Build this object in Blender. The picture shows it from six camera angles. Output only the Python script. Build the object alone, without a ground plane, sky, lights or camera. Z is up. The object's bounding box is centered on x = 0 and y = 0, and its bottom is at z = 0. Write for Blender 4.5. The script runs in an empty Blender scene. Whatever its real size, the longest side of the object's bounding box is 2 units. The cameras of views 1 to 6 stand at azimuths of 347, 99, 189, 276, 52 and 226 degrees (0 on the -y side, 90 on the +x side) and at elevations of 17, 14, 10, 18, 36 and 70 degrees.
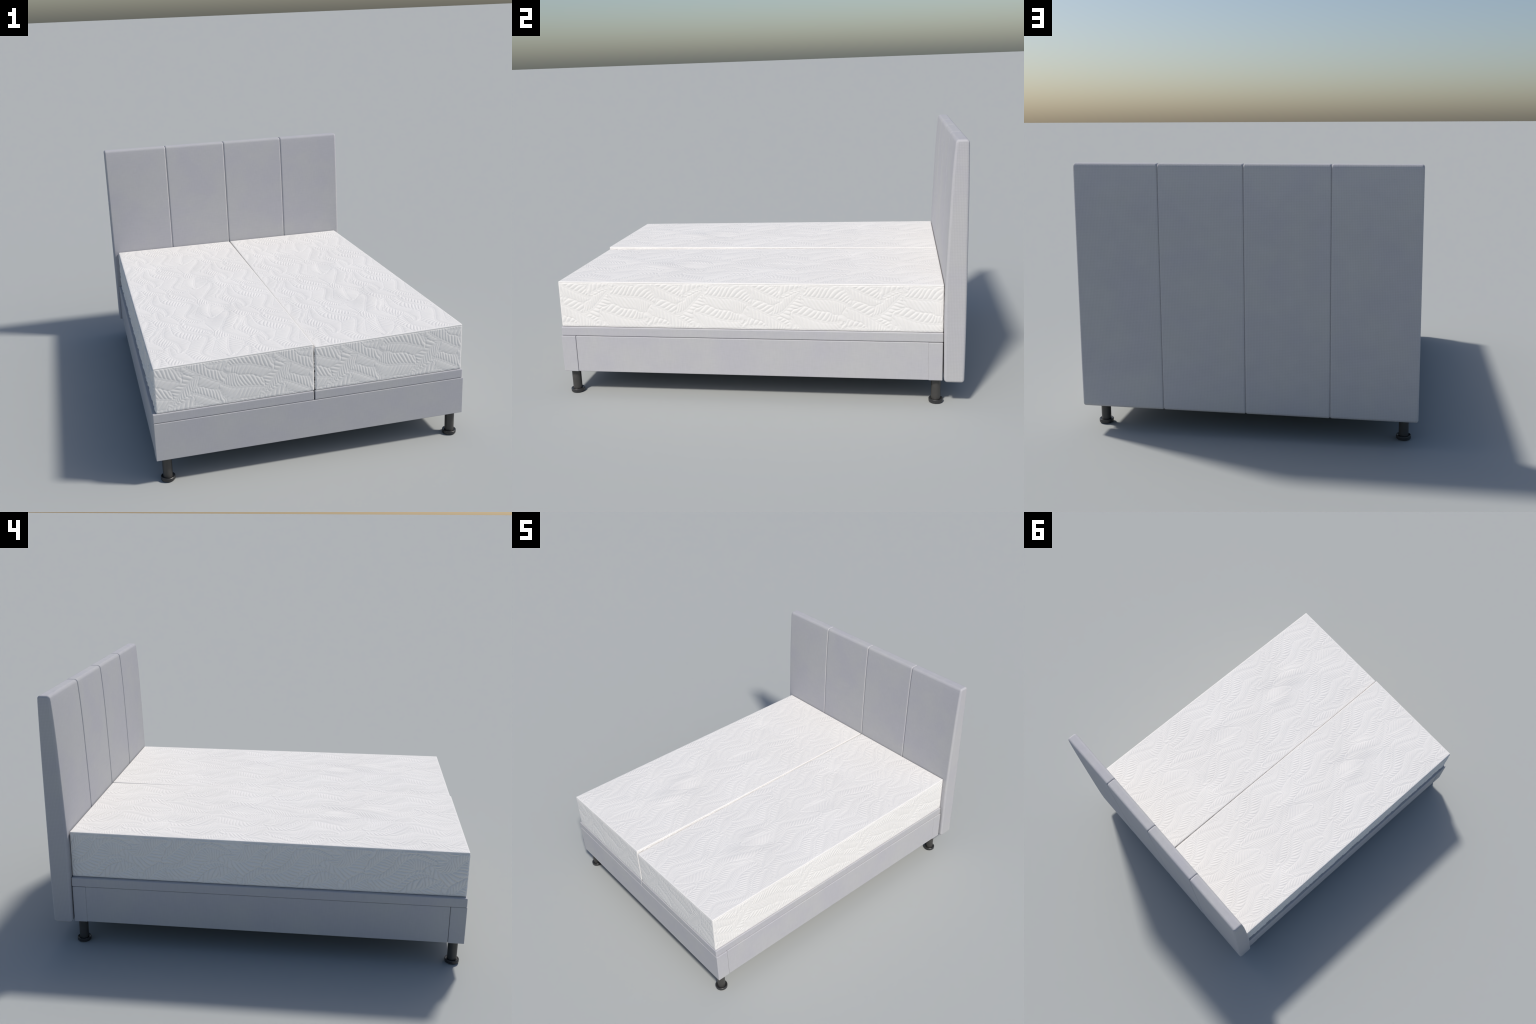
"""Upholstered double bed: panelled headboard, split mattress with a quilted
fern relief, thin split topper, fabric-covered base and four turned legs."""
import bpy
import numpy as np
from math import pi

# ------------------------------------------------------------------ helpers
def link(obj, parent=None):
    bpy.context.scene.collection.objects.link(obj)
    if parent is not None:
        obj.parent = parent
    return obj


def mesh_object(name, verts, faces, material, parent, normals=None, face_mat=None):
    me = bpy.data.meshes.new(name)
    me.from_pydata([tuple(v) for v in verts], [], faces)
    mats = material if isinstance(material, list) else [material]
    for m in mats:
        me.materials.append(m)
    if face_mat is not None:
        me.polygons.foreach_set("material_index", face_mat)
    me.polygons.foreach_set("use_smooth", [True] * len(me.polygons))
    me.update()
    if normals is not None:
        me.normals_split_custom_set_from_vertices([tuple(n) for n in normals])
    return link(bpy.data.objects.new(name, me), parent)


def edge_lines(lo, hi, r, seg, step):
    """Grid lines along one axis: fine inside the rounded rims, `step` between."""
    rim = r * (1 - np.cos(np.linspace(0, pi / 2, seg + 1)))
    n = max(1, int(round((hi - lo - 2 * r) / step)))
    mid = np.linspace(lo + r, hi - r, n + 1)
    return np.concatenate([lo + rim[:-1], mid, (hi - rim[:-1])[::-1]])


def box_shell(xs, ys, zs, skip_bottom=False):
    """Quad grid over the six sides of a box, welded along its edges."""
    nx, ny, nz = len(xs), len(ys), len(zs)
    index = -np.ones((nx, ny, nz), dtype=np.int64)
    shell = np.zeros((nx, ny, nz), dtype=bool)
    shell[[0, -1]] = True
    shell[:, [0, -1]] = True
    shell[:, :, -1] = True
    if not skip_bottom:
        shell[:, :, 0] = True
    index[shell] = np.arange(shell.sum())
    I, J, K = np.nonzero(shell)
    pts = np.stack([xs[I], ys[J], zs[K]], 1)

    def quads(a, flip):
        q = np.stack([a[:-1, :-1], a[1:, :-1], a[1:, 1:], a[:-1, 1:]], -1).reshape(-1, 4)
        return q[:, ::-1] if flip else q
    f = [quads(index[:, :, -1], False), quads(index[0], True), quads(index[-1], False),
         quads(index[:, 0], False), quads(index[:, -1], True)]
    if not skip_bottom:
        f.append(quads(index[:, :, 0], True))
    return pts, np.concatenate(f), index


def round_off(pts, lo, hi, r):
    """Pull the skin of a box onto a rounded box of edge radius r."""
    core = np.clip(pts, lo + r, hi - r)
    d = pts - core
    n = d / np.linalg.norm(d, axis=1, keepdims=True)
    return core + r * n, n


def rounded_box(name, lo, hi, r, material, parent, seg=4):
    lo, hi = np.array(lo, float), np.array(hi, float)
    # tan-spaced rims give an even fan of arc points
    ax = []
    for a in range(3):
        rim = r * (1 - np.tan(np.linspace(pi / 4, 0, seg + 1)))
        ax.append(np.concatenate([lo[a] + rim, (hi[a] - rim)[::-1]]))
    pts, f, _ = box_shell(*ax)
    p, n = round_off(pts, lo, hi, r)
    return mesh_object(name, p, f.tolist(), material, parent, n)


# ---------------------------------------------------------------- materials
class Nodes:
    def __init__(self, name):
        self.mat = bpy.data.materials.new(name)
        self.mat.use_nodes = True
        self.t = self.mat.node_tree
        self.bsdf = self.t.nodes["Principled BSDF"]

    def new(self, kind, **kw):
        n = self.t.nodes.new(kind)
        for k, v in kw.items():
            setattr(n, k, v)
        return n

    def wire(self, a, b):
        self.t.links.new(a, b)

    def coords(self, scale):
        tc = self.new("ShaderNodeTexCoord")
        mp = self.new("ShaderNodeMapping")
        mp.inputs["Scale"].default_value = scale
        self.wire(tc.outputs["Object"], mp.inputs["Vector"])
        return mp.outputs["Vector"]

    def noise(self, scale, detail=2.0, rough=0.5, stretch=(1, 1, 1)):
        n = self.new("ShaderNodeTexNoise")
        n.inputs["Scale"].default_value = scale
        n.inputs["Detail"].default_value = detail
        n.inputs["Roughness"].default_value = rough
        self.wire(self.coords(stretch), n.inputs["Vector"])
        return n.outputs["Fac"]

    def ramp(self, fac, p0, c0, p1, c1):
        r = self.new("ShaderNodeValToRGB")
        e = r.color_ramp.elements
        e[0].position, e[1].position = p0, p1
        e[0].color, e[1].color = (*c0, 1), (*c1, 1)
        self.wire(fac, r.inputs["Fac"])
        return r.outputs["Color"]

    def math(self, op, a, b):
        m = self.new("ShaderNodeMath", operation=op)
        for s, v in zip(m.inputs, (a, b)):
            if isinstance(v, (int, float)):
                s.default_value = v
            else:
                self.wire(v, s)
        return m.outputs["Value"]

    def multiply(self, a, b, fac=1.0):
        m = self.new("ShaderNodeMix", data_type="RGBA", blend_type="MULTIPLY")
        m.inputs["Factor"].default_value = fac
        self.wire(a, m.inputs["A"])
        self.wire(b, m.inputs["B"])
        return m.outputs["Result"]

    def bands(self, axis, pitch):
        w = self.new("ShaderNodeTexWave", wave_type="BANDS", bands_direction=axis)
        # a Wave texture repeats every 2*pi/20 units at scale 1
        w.inputs["Scale"].default_value = (2 * pi / 20) / pitch
        w.inputs["Distortion"].default_value = 1.2
        w.inputs["Detail"].default_value = 1.0
        w.inputs["Detail Scale"].default_value = 0.35
        self.wire(self.coords((1, 1, 1)), w.inputs["Vector"])
        return w.outputs["Fac"]

    def bump(self, height, strength, distance):
        b = self.new("ShaderNodeBump")
        b.inputs["Strength"].default_value = strength
        b.inputs["Distance"].default_value = distance
        self.wire(height, b.inputs["Height"])
        self.wire(b.outputs["Normal"], self.bsdf.inputs["Normal"])


LILAC = (0.442, 0.436, 0.462)
GREY = (0.458, 0.455, 0.462)


def fabric(name, coarse):
    """Lilac-grey woven upholstery; `coarse` shows an open basket weave."""
    n = Nodes(name)
    patches = n.noise(5.0, 3.0, 0.55)
    colour = n.ramp(patches, 0.38, LILAC, 0.62, GREY)
    if coarse:
        weave = n.math("ADD", n.math("ADD", n.bands("X", 0.0070), n.bands("Y", 0.0070)),
                       n.bands("Z", 0.0070))
        weave = n.math("DIVIDE", weave, 3.0)
        slub = n.noise(160.0, 2.0, 0.6)
        weave = n.math("ADD", n.math("MULTIPLY", weave, 0.75), n.math("MULTIPLY", slub, 0.25))
        shade = n.ramp(weave, 0.25, (0.91, 0.91, 0.91), 0.7, (1.04, 1.04, 1.04))
        n.bump(weave, 0.45, 0.0014)
    else:
        warp = n.noise(1.0, 2.0, 0.6, (420, 420, 28))
        weft = n.noise(1.0, 2.0, 0.6, (26, 26, 420))
        weave = n.math("MULTIPLY", n.math("ADD", warp, weft), 0.5)
        shade = n.ramp(weave, 0.30, (0.94, 0.94, 0.94), 0.70, (1.04, 1.04, 1.04))
        n.bump(weave, 0.15, 0.001)
    n.wire(n.multiply(colour, shade), n.bsdf.inputs["Base Color"])
    n.bsdf.inputs["Roughness"].default_value = 0.9
    n.bsdf.inputs["Specular IOR Level"].default_value = 0.15
    n.bsdf.inputs["Sheen Weight"].default_value = 0.08
    return n.mat


def knit():
    """Off-white stretch knit of the mattress cover."""
    n = Nodes("mattress_knit")
    tint = n.noise(3.0, 2.0, 0.5)
    colour = n.ramp(tint, 0.3, (0.758, 0.739, 0.716), 0.7, (0.785, 0.767, 0.745))
    # the thread ramp makes the creases of the relief a little darker and warmer
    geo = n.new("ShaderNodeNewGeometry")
    crease_tint = n.ramp(geo.outputs["Pointiness"], 0.42, (0.86, 0.846, 0.822), 0.495, (1, 1, 1))
    colour = n.multiply(colour, crease_tint)
    n.bump(n.noise(600.0, 2.0, 0.6), 0.05, 0.0006)
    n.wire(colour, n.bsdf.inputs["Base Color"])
    n.bsdf.inputs["Roughness"].default_value = 0.85
    n.bsdf.inputs["Specular IOR Level"].default_value = 0.2
    return n.mat


def dark_metal(name, base, rough):
    n = Nodes(name)
    tint = n.noise(30.0, 2.0, 0.5)
    lo = tuple(c * 0.9 for c in base)
    n.wire(n.ramp(tint, 0.3, lo, 0.7, base), n.bsdf.inputs["Base Color"])
    n.bsdf.inputs["Roughness"].default_value = rough
    return n.mat


FINE = fabric("fabric_fine_weave", False)
COARSE = fabric("fabric_basket_weave", True)
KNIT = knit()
LEG = dark_metal("leg_lacquer", (0.052, 0.050, 0.047), 0.38)
FOOT = dark_metal("foot_plastic", (0.030, 0.030, 0.031), 0.36)
UNDER = dark_metal("underside_lining", (0.06, 0.06, 0.065), 0.9)

# ------------------------------------------------------- fern quilting relief
# A quilt repeat is a handful of fronds: a midrib (metres within the repeat),
# the reach of the leaflets left and right of it, and the leaflet pitch there.
TOP_REPEAT = (0.418, 0.482)
TOP_FRONDS = [
    # long S-shaped frond
    ([(.606, .943), (.602, .913), (.605, .882), (.614, .849), (.638, .820), (.668, .790),
      (.692, .765), (.710, .733), (.695, .677), (.672, .625), (.656, .585), (.659, .552),
      (.676, .523), (.697, .498), (.716, .479)], .034, .058, .0150, .0175, 1.0, .62),
    # upright frond beside the crossing
    ([(.518, 1.157), (.516, 1.120), (.515, 1.082), (.520, 1.050), (.542, 1.016),
      (.568, .987), (.592, .963)], .054, .054, .0145, .0165, 1.25, .75),
    # broad leaning frond
    ([(.531, .939), (.523, .900), (.513, .855), (.513, .812), (.527, .777), (.545, .746),
      (.562, .713), (.566, .679), (.569, .643), (.560, .615)], .050, .056, .0165, .0175, 1.2, .95),
    ([(.531, .939), (.508, .902), (.492, .863), (.472, .828), (.453, .787)],
     .030, .030, .0150, .0140, .9, 1.1),
    ([(.220, .951), (.227, .930), (.245, .909), (.272, .870), (.299, .834), (.320, .807),
      (.325, .780)], .042, .056, .0145, .0180, 1.2, .8),
    # long lying frond with fat leaflets on one side
    ([(.463, 1.040), (.456, 1.011), (.445, .974), (.419, .919), (.402, .875), (.382, .832),
      (.375, .798), (.389, .767), (.407, .737), (.430, .711), (.444, .694), (.476, .661)],
     .056, .062, .0185, .0165, .85, 1.25),
    ([(.394, 1.191), (.388, 1.169), (.379, 1.134), (.371, 1.092), (.366, 1.062),
      (.365, 1.031), (.365, .999)], .064, .050, .0220, .0170, .8, 1.1),
]
SIDE_REPEAT = (0.482, 0.236)
RIGHT_FRONDS = [
    ([(.015, .118), (.048, .107), (.082, .088), (.115, .071), (.142, .055), (.172, .036),
      (.197, .017)], .052, .066, .0200, .0190, .75, 1.0),
    ([(.131, .075), (.158, .084), (.180, .096), (.200, .116), (.221, .140), (.241, .162),
      (.261, .183), (.275, .195)], .054, .052, .0150, .0180, 1.15, .7),
    ([(.236, .085), (.264, .076), (.294, .067), (.333, .053), (.373, .046), (.415, .042),
      (.452, .047)], .066, .060, .0215, .0200, .75, 1.0),
    ([(.283, .172), (.316, .167), (.351, .162), (.385, .161), (.420, .159), (.452, .150),
      (.493, .131)], .058, .080, .0190, .0175, .75, .95),
    ([(.020, .222), (.048, .208), (.082, .191), (.112, .177), (.144, .163), (.167, .156)],
     .040, .044, .0190, .0165, .75, 1.0),
    ([(.178, .178), (.203, .192), (.227, .203), (.260, .212), (.284, .222)],
     .046, .034, .0230, .0200, 1.0, .8),
    ([(.000, .016), (.034, .021), (.066, .019), (.091, .010)], .040, .020, .0190, .0160, .8, .8),
]
LEFT_FRONDS = [
    ([(.046, .120), (.067, .138), (.091, .157), (.116, .184), (.140, .205), (.165, .221)],
     .040, .066, .0150, .0175, 1.2, .75),
    ([(.065, .070), (.097, .074), (.131, .085), (.162, .107), (.188, .136), (.208, .166),
      (.228, .187), (.259, .198), (.290, .193), (.324, .181), (.353, .174)],
     .034, .066, .0170, .0180, 1.0, .7),
    ([(.137, .019), (.169, .029), (.202, .060), (.230, .088), (.261, .109), (.297, .117),
      (.336, .113)], .014, .040, .0180, .0200, .8, .9),
    ([(.230, .001), (.256, .017), (.287, .031), (.321, .038), (.354, .060), (.382, .073)],
     .066, .072, .0220, .0190, .8, .9),
    ([(.353, .151), (.385, .127), (.416, .126), (.447, .136), (.466, .157), (.486, .184),
      (.508, .201), (.530, .211)], .060, .086, .0165, .0190, 1.15, .75),
    ([(.447, .005), (.464, .026), (.484, .048), (.509, .066), (.539, .082)],
     .052, .052, .0165, .0180, 1.15, .75),
]


def spine(points, step=0.004):
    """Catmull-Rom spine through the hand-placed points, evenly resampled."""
    p = np.array(points)
    q = np.vstack([2 * p[0] - p[1], p, 2 * p[-1] - p[-2]])
    t = np.linspace(0, 1, 12, endpoint=False)[:, None]
    out = []
    for a, b, c, d in zip(q[:-3], q[1:-2], q[2:-1], q[3:]):
        out.append(.5 * (2 * b + (c - a) * t + (2 * a - 5 * b + 4 * c - d) * t ** 2
                         + (3 * b - a - 3 * c + d) * t ** 3))
    out = np.vstack(out + [p[-1:]])
    s = np.r_[0, np.cumsum(np.linalg.norm(np.diff(out, axis=0), axis=1))]
    g = np.linspace(0, s[-1], int(s[-1] / step) + 2)
    return np.stack([np.interp(g, s, out[:, i]) for i in (0, 1)], 1), g


def quilt(fronds, repeat, cell=0.0016):
    """Height field (0..1) of one periodic quilt repeat, built frond by frond."""
    nx, ny = int(round(repeat[0] / cell)), int(round(repeat[1] / cell))
    X, Y = np.meshgrid((np.arange(nx) + .5) / nx * repeat[0],
                       (np.arange(ny) + .5) / ny * repeat[1], indexing="ij")
    P = np.stack([X.ravel(), Y.ravel()], 1)
    best = np.full(len(P), 9.0)
    second = np.full(len(P), 9.0)
    height = np.zeros(len(P))
    for pts, wl, wr, pl, pr, sl, sr in fronds:
        pts = np.array(pts)
        pts = pts - np.floor(pts.mean(0) / repeat) * repeat
        line, arc = spine(pts)
        a, b = line[:-1], line[1:]
        seg = b - a
        ln = np.linalg.norm(seg, axis=1)
        total = arc[-1]
        reach = max(wl, wr) * 1.25
        for ox in (-1, 0, 1):
            for oy in (-1, 0, 1):
                off = np.array([ox * repeat[0], oy * repeat[1]])
                lo, hi = line.min(0) + off - reach, line.max(0) + off + reach
                idx = np.nonzero(np.all((P > lo) & (P < hi), axis=1))[0]
                if len(idx) == 0:
                    continue
                near = np.full(len(idx), 1e9)
                S = np.zeros(len(idx))
                D = np.zeros(len(idx))
                for k in range(len(a)):
                    v = P[idx] - off - a[k]
                    t = np.clip((v @ seg[k]) / ln[k] ** 2, 0, 1)
                    w = v - t[:, None] * seg[k]
                    d2 = (w ** 2).sum(1)
                    m = d2 < near
                    near[m] = d2[m]
                    S[m] = arc[k] + t[m] * ln[k]
                    side = seg[k, 0] * v[m, 1] - seg[k, 1] * v[m, 0]
                    D[m] = np.sign(side) * np.sqrt(d2[m])
                left = D > 0
                along = S / total
                taper = np.minimum(1, .55 + 1.8 * along) * np.minimum(1, .42 + 2.4 * (1 - along))
                width = np.where(left, wl, wr) * taper
                pitch = np.where(left, pl, pr) * (.86 + .14 * taper)
                t = np.abs(D) / width
                # leaflets leave the rib tangentially, swing out and curl at the tip
                sweep = np.where(left, sl, sr) * width
                tt = np.clip(t, 0, 1.0)
                ess = .5 + np.arcsin(np.clip(2 * tt - 1, -1, 1)) / pi
                swing = sweep * (.92 * ess + .08 * tt) + .25 * sweep * np.maximum(t - 1, 0)
                f = ((S - swing) / pitch) % 1.0
                puff = np.sin(pi * f ** .70) ** .60
                belly = .62 + .38 * np.sin(pi * np.clip(tt, 0, 1)) ** .7
                da = np.abs(D)
                leaf = puff * belly * (1 - np.exp(-(da / .0055) ** 1.6))
                rib = .55 * np.exp(-(da / .0026) ** 2)
                h = leaf + rib
                score = t + .0 * S
                win = score < best[idx]
                iw = idx[win]
                second[iw] = best[iw]
                best[iw] = score[win]
                height[iw] = h[win]
                il = idx[~win]
                second[il] = np.minimum(second[il], score[~win])
    margin = second - best
    height *= .25 + .75 * (1 - np.exp(-(margin / .10) ** 1.5))
    h = height.reshape(nx, ny)
    for axis in (0, 1):                       # soften: padding cannot turn sharp
        h = .25 * np.roll(h, 1, axis) + .5 * h + .25 * np.roll(h, -1, axis)
    return h


def sample(field, repeat, u, v):
    nx, ny = field.shape
    x = (u / repeat[0] % 1.0) * nx - .5
    y = (v / repeat[1] % 1.0) * ny - .5
    i, j = np.floor(x).astype(int), np.floor(y).astype(int)
    a, b = x - i, y - j
    i0, i1, j0, j1 = i % nx, (i + 1) % nx, j % ny, (j + 1) % ny
    return ((1 - a) * (1 - b) * field[i0, j0] + a * (1 - b) * field[i1, j0]
            + (1 - a) * b * field[i0, j1] + a * b * field[i1, j1])


# ------------------------------------------------------------------ mattress
SWELLS = [(.44, .45, .0075, .072, .105), (.455, .61, -.0038, .045, .090),
          (.345, .62, .0042, .050, .095), (.50, 1.12, .0025, .050, .100),
          (.40, 1.09, -.0025, .045, .080), (.20, 1.42, -.0038, .070, .060),
          (.33, .26, .0035, .110, .100), (.39, .83, .0015, .100, .080),
          (.19, .72, .0020, .060, .100)]


def mattress_mesh():
    W, L, Z0, Z1 = 0.7485, 1.8925, 0.3610, 0.5965
    R = 0.0042
    RELIEF = 0.0021
    step = 0.0021
    lo, hi = np.array([0, 0, Z0]), np.array([W, L, Z1])
    xs, ys, zs = (edge_lines(lo[a], hi[a], R, 3, step) for a in range(3))
    pts, faces, index = box_shell(xs, ys, zs, skip_bottom=True)
    p, n = round_off(pts, lo, hi, R)
    x, y, z = p.T

    top = quilt(TOP_FRONDS, TOP_REPEAT)
    right = quilt([(p, a, b, c * 1.12, d * 1.12, e, g) for p, a, b, c, d, e, g in RIGHT_FRONDS],
                  SIDE_REPEAT)
    left = quilt(LEFT_FRONDS, SIDE_REPEAT)
    h_top = sample(top, TOP_REPEAT, x, y)
    h_right = sample(right, SIDE_REPEAT, y - .993 + .520, z - .360)
    h_left = sample(left, SIDE_REPEAT, -(y - .993), z - .360)
    # the end borders carry the same quilting turned half round
    h_front = sample(right, SIDE_REPEAT, (W - x) * .482 / .43, Z1 - z)
    h_back = sample(right, SIDE_REPEAT, x * .482 / .43, Z1 - z)

    def clear(d, a, b):
        return np.clip((d - a) / (b - a), 0, 1) ** 1.5
    rim_x = np.minimum(x, W - x)
    rim_y = np.minimum(y, L - y)
    rim_t, rim_b = Z1 - z, z - Z0
    flat_top = clear(np.minimum(rim_x, rim_y), .003, .009) * (n[:, 2] > .9)
    side_fade = clear(rim_t, .006, .010) * clear(rim_b, .003, .007)
    off = np.zeros(len(p))
    off += flat_top * (h_top - .35)
    for mask, h, rim, depth in ((n[:, 0] > .9, h_right, rim_y, 1.2),
                                (n[:, 0] < -.9, h_left + .10 - .5 * np.clip(.55 - h_left, 0, 1), rim_y, 2.8),
                                (n[:, 1] < -.9, h_front, rim_x, .95),
                                (n[:, 1] > .9, h_back, rim_x, 1.1)):
        off += mask * side_fade * clear(rim, .001, .006) * (h - .35) * depth
    off *= RELIEF
    # tape-edge seam pressed in just under the top rim and above the bottom one
    on_side = n[:, 2] ** 2 < .3
    off -= on_side * .0016 * np.exp(-((rim_t - .0075) / .0016) ** 2)
    off -= on_side * .0010 * np.exp(-((rim_b - .0050) / .0016) ** 2)
    # slack, slightly rumpled cover in the middle of the sleeping surface
    fade = (1 - np.exp(-(rim_x / .09) ** 2)) * (1 - np.exp(-(rim_y / .12) ** 2))
    # hand-felt swells (+) and dimples (-): centre, height, spreads
    rumple = .0030 * (1 - y / L)
    for cx, cy, hgt, sx, sy in SWELLS:
        rumple += hgt * np.exp(-((x - cx) / sx) ** 2 - ((y - cy) / sy) ** 2)
    p = p + n * off[:, None]
    lift = rumple * fade * (n[:, 2] > .9)
    # each mattress sags a little at the foot on its left side
    sag = .0135 * (1 - x / W) * np.clip(1 - y / L, 0, 1) + .0030 * (y / L)
    # the long flanks swell by a hair, which closes the split between the two
    swell = np.sqrt(np.clip(np.sin(pi * np.clip(y / L, 0, 1)), 0, 1))
    p[:, 0] += .0030 * (x / W - .5) * swell
    p[:, 2] += lift - sag * np.clip((z - Z0) / (Z1 - Z0), 0, 1)

    rim = np.concatenate([index[:-1, 0, 0], index[-1, :-1, 0], index[:0:-1, -1, 0],
                          index[0, :0:-1, 0]])
    me = bpy.data.meshes.new("mattress")
    me.from_pydata(p.tolist(), [], faces.tolist() + [rim[::-1].tolist()])
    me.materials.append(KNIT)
    me.polygons.foreach_set("use_smooth", [True] * len(me.polygons))
    me.update()
    return me


# ----------------------------------------------------------------- headboard
# side profile (y, z) of a padded panel: front leans back from mattress height
FRONT = [(.9030, .1212), (.9015, .25), (.9000, .40), (.9000, .54), (.9030, .64), (.9075, .76),
         (.9135, .90), (.9195, 1.04), (.9262, 1.15), (.9318, 1.22), (.9360, 1.2665)]


def panel_profile():
    """Closed side profile with rounded corners, as points and outward normals."""
    f = np.array(FRONT)
    z = np.linspace(.1212, 1.2665, 40)
    front = np.stack([np.interp(z, f[:, 1], f[:, 0]), z], 1)
    for _ in range(3):
        front[1:-1, 0] = (front[:-2, 0] + 2 * front[1:-1, 0] + front[2:, 0]) / 4
    zb = np.linspace(.1212, 1.2665, 40)[::-1]
    bow = 1.0 - .003 * ((zb - .70) / .56) ** 4
    back = np.stack([bow, zb], 1)
    loop = []

    def corner(c, r, a0, a1, k=7):
        for a in np.linspace(a0, a1, k):
            loop.append((c[0] + r * np.cos(a), c[1] + r * np.sin(a)))
    loop += [tuple(q) for q in front if .1212 + .017 < q[1] < 1.2665 - .018]
    rf = .017
    corner((.9352 + rf, 1.2665 - rf), rf, pi * .97, pi / 2)
    rb = .016
    corner((.997 - rb, 1.2665 - rb), rb, pi / 2, 0)
    loop += [tuple(q) for q in back if .1212 + .017 < q[1] < 1.2665 - .018]
    corner((.997 - .015, .1212 + .015), .015, 0, -pi / 2)
    corner((.9030 + .015, .1212 + .015), .015, -pi / 2, -pi)
    return np.array(loop[::-1])               # anticlockwise seen from +x


def padded_panel(x0, x1, r0, r1, parent):
    loop = panel_profile()
    nxt, prv = np.roll(loop, -1, 0), np.roll(loop, 1, 0)
    t = nxt - prv
    t /= np.linalg.norm(t, axis=1, keepdims=True)
    out = np.stack([t[:, 1], -t[:, 0]], 1)
    # make sure the normals point away from the middle of the slab
    if ((loop - loop.mean(0)) * out).sum() < 0:
        out = -out
    verts, norms = [], []
    k = 7
    stations = [(x0 + r0 * (1 - np.cos(a)), r0 * (1 - np.sin(a)), -np.cos(a), np.sin(a))
                for a in np.linspace(0, pi / 2, k)]
    stations += [(x1 - r1 * (1 - np.cos(a)), r1 * (1 - np.sin(a)), np.cos(a), np.sin(a))
                 for a in np.linspace(pi / 2, 0, k)]
    m = len(loop)
    for x, inset, nx, ny in stations:
        q = loop - out * inset
        verts += [(x, a, b) for a, b in q]
        norms += [(nx, ny * o[0], ny * o[1]) for o in out]
    faces, fm = [], []
    for i in range(len(stations) - 1):
        for j in range(m):
            a, b = i * m + j, i * m + (j + 1) % m
            faces.append((a, a + m, b + m, b))
            # fine-weave cloth on the padded front and over the top
            fm.append(0 if (out[j, 0] < -.4 or out[j, 1] > .8) else 1)
    last = (len(stations) - 1) * m
    faces.append(tuple(range(m)))
    faces.append(tuple(range(last + m - 1, last - 1, -1)))
    fm += [1, 1]
    v = np.array(verts)
    # orient outward
    a, b, c = (v[i] for i in faces[0][:3])
    if np.dot(np.cross(b - a, c - a), np.array(norms[0])) < 0:
        faces = [f[::-1] for f in faces]
    return mesh_object("padded_panel", verts, faces, [FINE, COARSE], parent, norms, fm)


# ---------------------------------------------------------------------- legs
def turned(name, profile, material, seg=48):
    """Lathe a (radius, z) profile about z; sharp corners carry doubled rings."""
    verts, norms, faces = [], [], []
    a = np.linspace(0, 2 * pi, seg, endpoint=False)
    ring = 0
    for (r0, z0), (r1, z1) in zip(profile[:-1], profile[1:]):
        n = np.array([z1 - z0, -(r1 - r0)])
        n = n / np.linalg.norm(n)
        for r, z in ((r0, z0), (r1, z1)):
            verts += [(r * np.cos(t), r * np.sin(t), z) for t in a]
            norms += [(n[0] * np.cos(t), n[0] * np.sin(t), n[1]) for t in a]
        for j in range(seg):
            k = (j + 1) % seg
            b = ring * seg
            faces.append((b + j, b + k, b + seg + k, b + seg + j))
        ring += 2
    me = bpy.data.meshes.new(name)
    me.from_pydata(verts, [], faces)
    me.materials.append(material)
    me.polygons.foreach_set("use_smooth", [True] * len(me.polygons))
    me.update()
    me.normals_split_custom_set_from_vertices(norms)
    return me


# ------------------------------------------------------------------ assembly
bed = bpy.data.objects.new("bed", None)
link(bed)
bed["label"] = "grey upholstered double bed with white quilted split mattress"
bed["category"] = "double bed"

# headboard: hidden core board with four padded panels
headboard = rounded_box("headboard", (-.766, .948, .142), (.766, .990, 1.245), .004, COARSE, bed)
seams = [-.7840, -.3895, -.0015, .388, .7835]
for i in range(4):
    # neighbours press into each other by a hair, so the seam is a soft valley
    padded_panel(seams[i] - (.0008 if i else 0), seams[i + 1] + (.0008 if i < 3 else 0),
                 .010 if i else .012, .010 if i < 3 else .012, headboard)

# base: front board, long side panels set between it and the rear corner posts
base = rounded_box("bed_base", (-.740, -.930, .136), (.740, .890, .311), .004, UNDER, bed)
rounded_box("front_board", (-.7690, -1.0, .1235), (.7640, -.9248, .3130), .003, FINE, base)
for sx in (-1, 1):
    out = .7630 if sx > 0 else .7675        # the cover sits fuller on one side
    lo, hi = sorted((sx * out, sx * .700))
    rounded_box("side_panel", (lo, -.9235, .1245), (hi, .8318, .3127), .003, FINE, base)
    lo, hi = sorted((sx * (out + .0015), sx * .690))
    rounded_box("corner_post", (lo, .8310, .1235), (hi, .8965, .3123), .003, FINE, base)

# split topper, lying a few millimetres off centre
rounded_box("topper", (-.7705, -.9985, .3137), (-.0070, .8985, .3600), .005, FINE, bed)
rounded_box("topper", (-.0020, -.9985, .3137), (.7588, .8985, .3600), .005, FINE, bed)

shared = mattress_mesh()
for x in (-.7522, .0035):
    m = link(bpy.data.objects.new("mattress", shared), bed)
    m.location = (x, -.9945, 0)

leg_mesh = turned("leg", [(.0228, .016), (.0229, .060), (.0234, .1275)], LEG)
foot_mesh = turned("foot", [(.0, .0), (.0318, .0), (.0340, .0025), (.0345, .0135), (.0340, .0165),
                            (.0325, .0180), (.0302, .0175), (.0225, .0150), (.0, .0150)], FOOT)
for x, y in ((-.718, -.957), (.718, -.957), (-.720, .868), (.720, .868)):
    leg = link(bpy.data.objects.new("leg", leg_mesh), bed)
    leg.location = (x, y, 0)
    link(bpy.data.objects.new("foot", foot_mesh), leg)
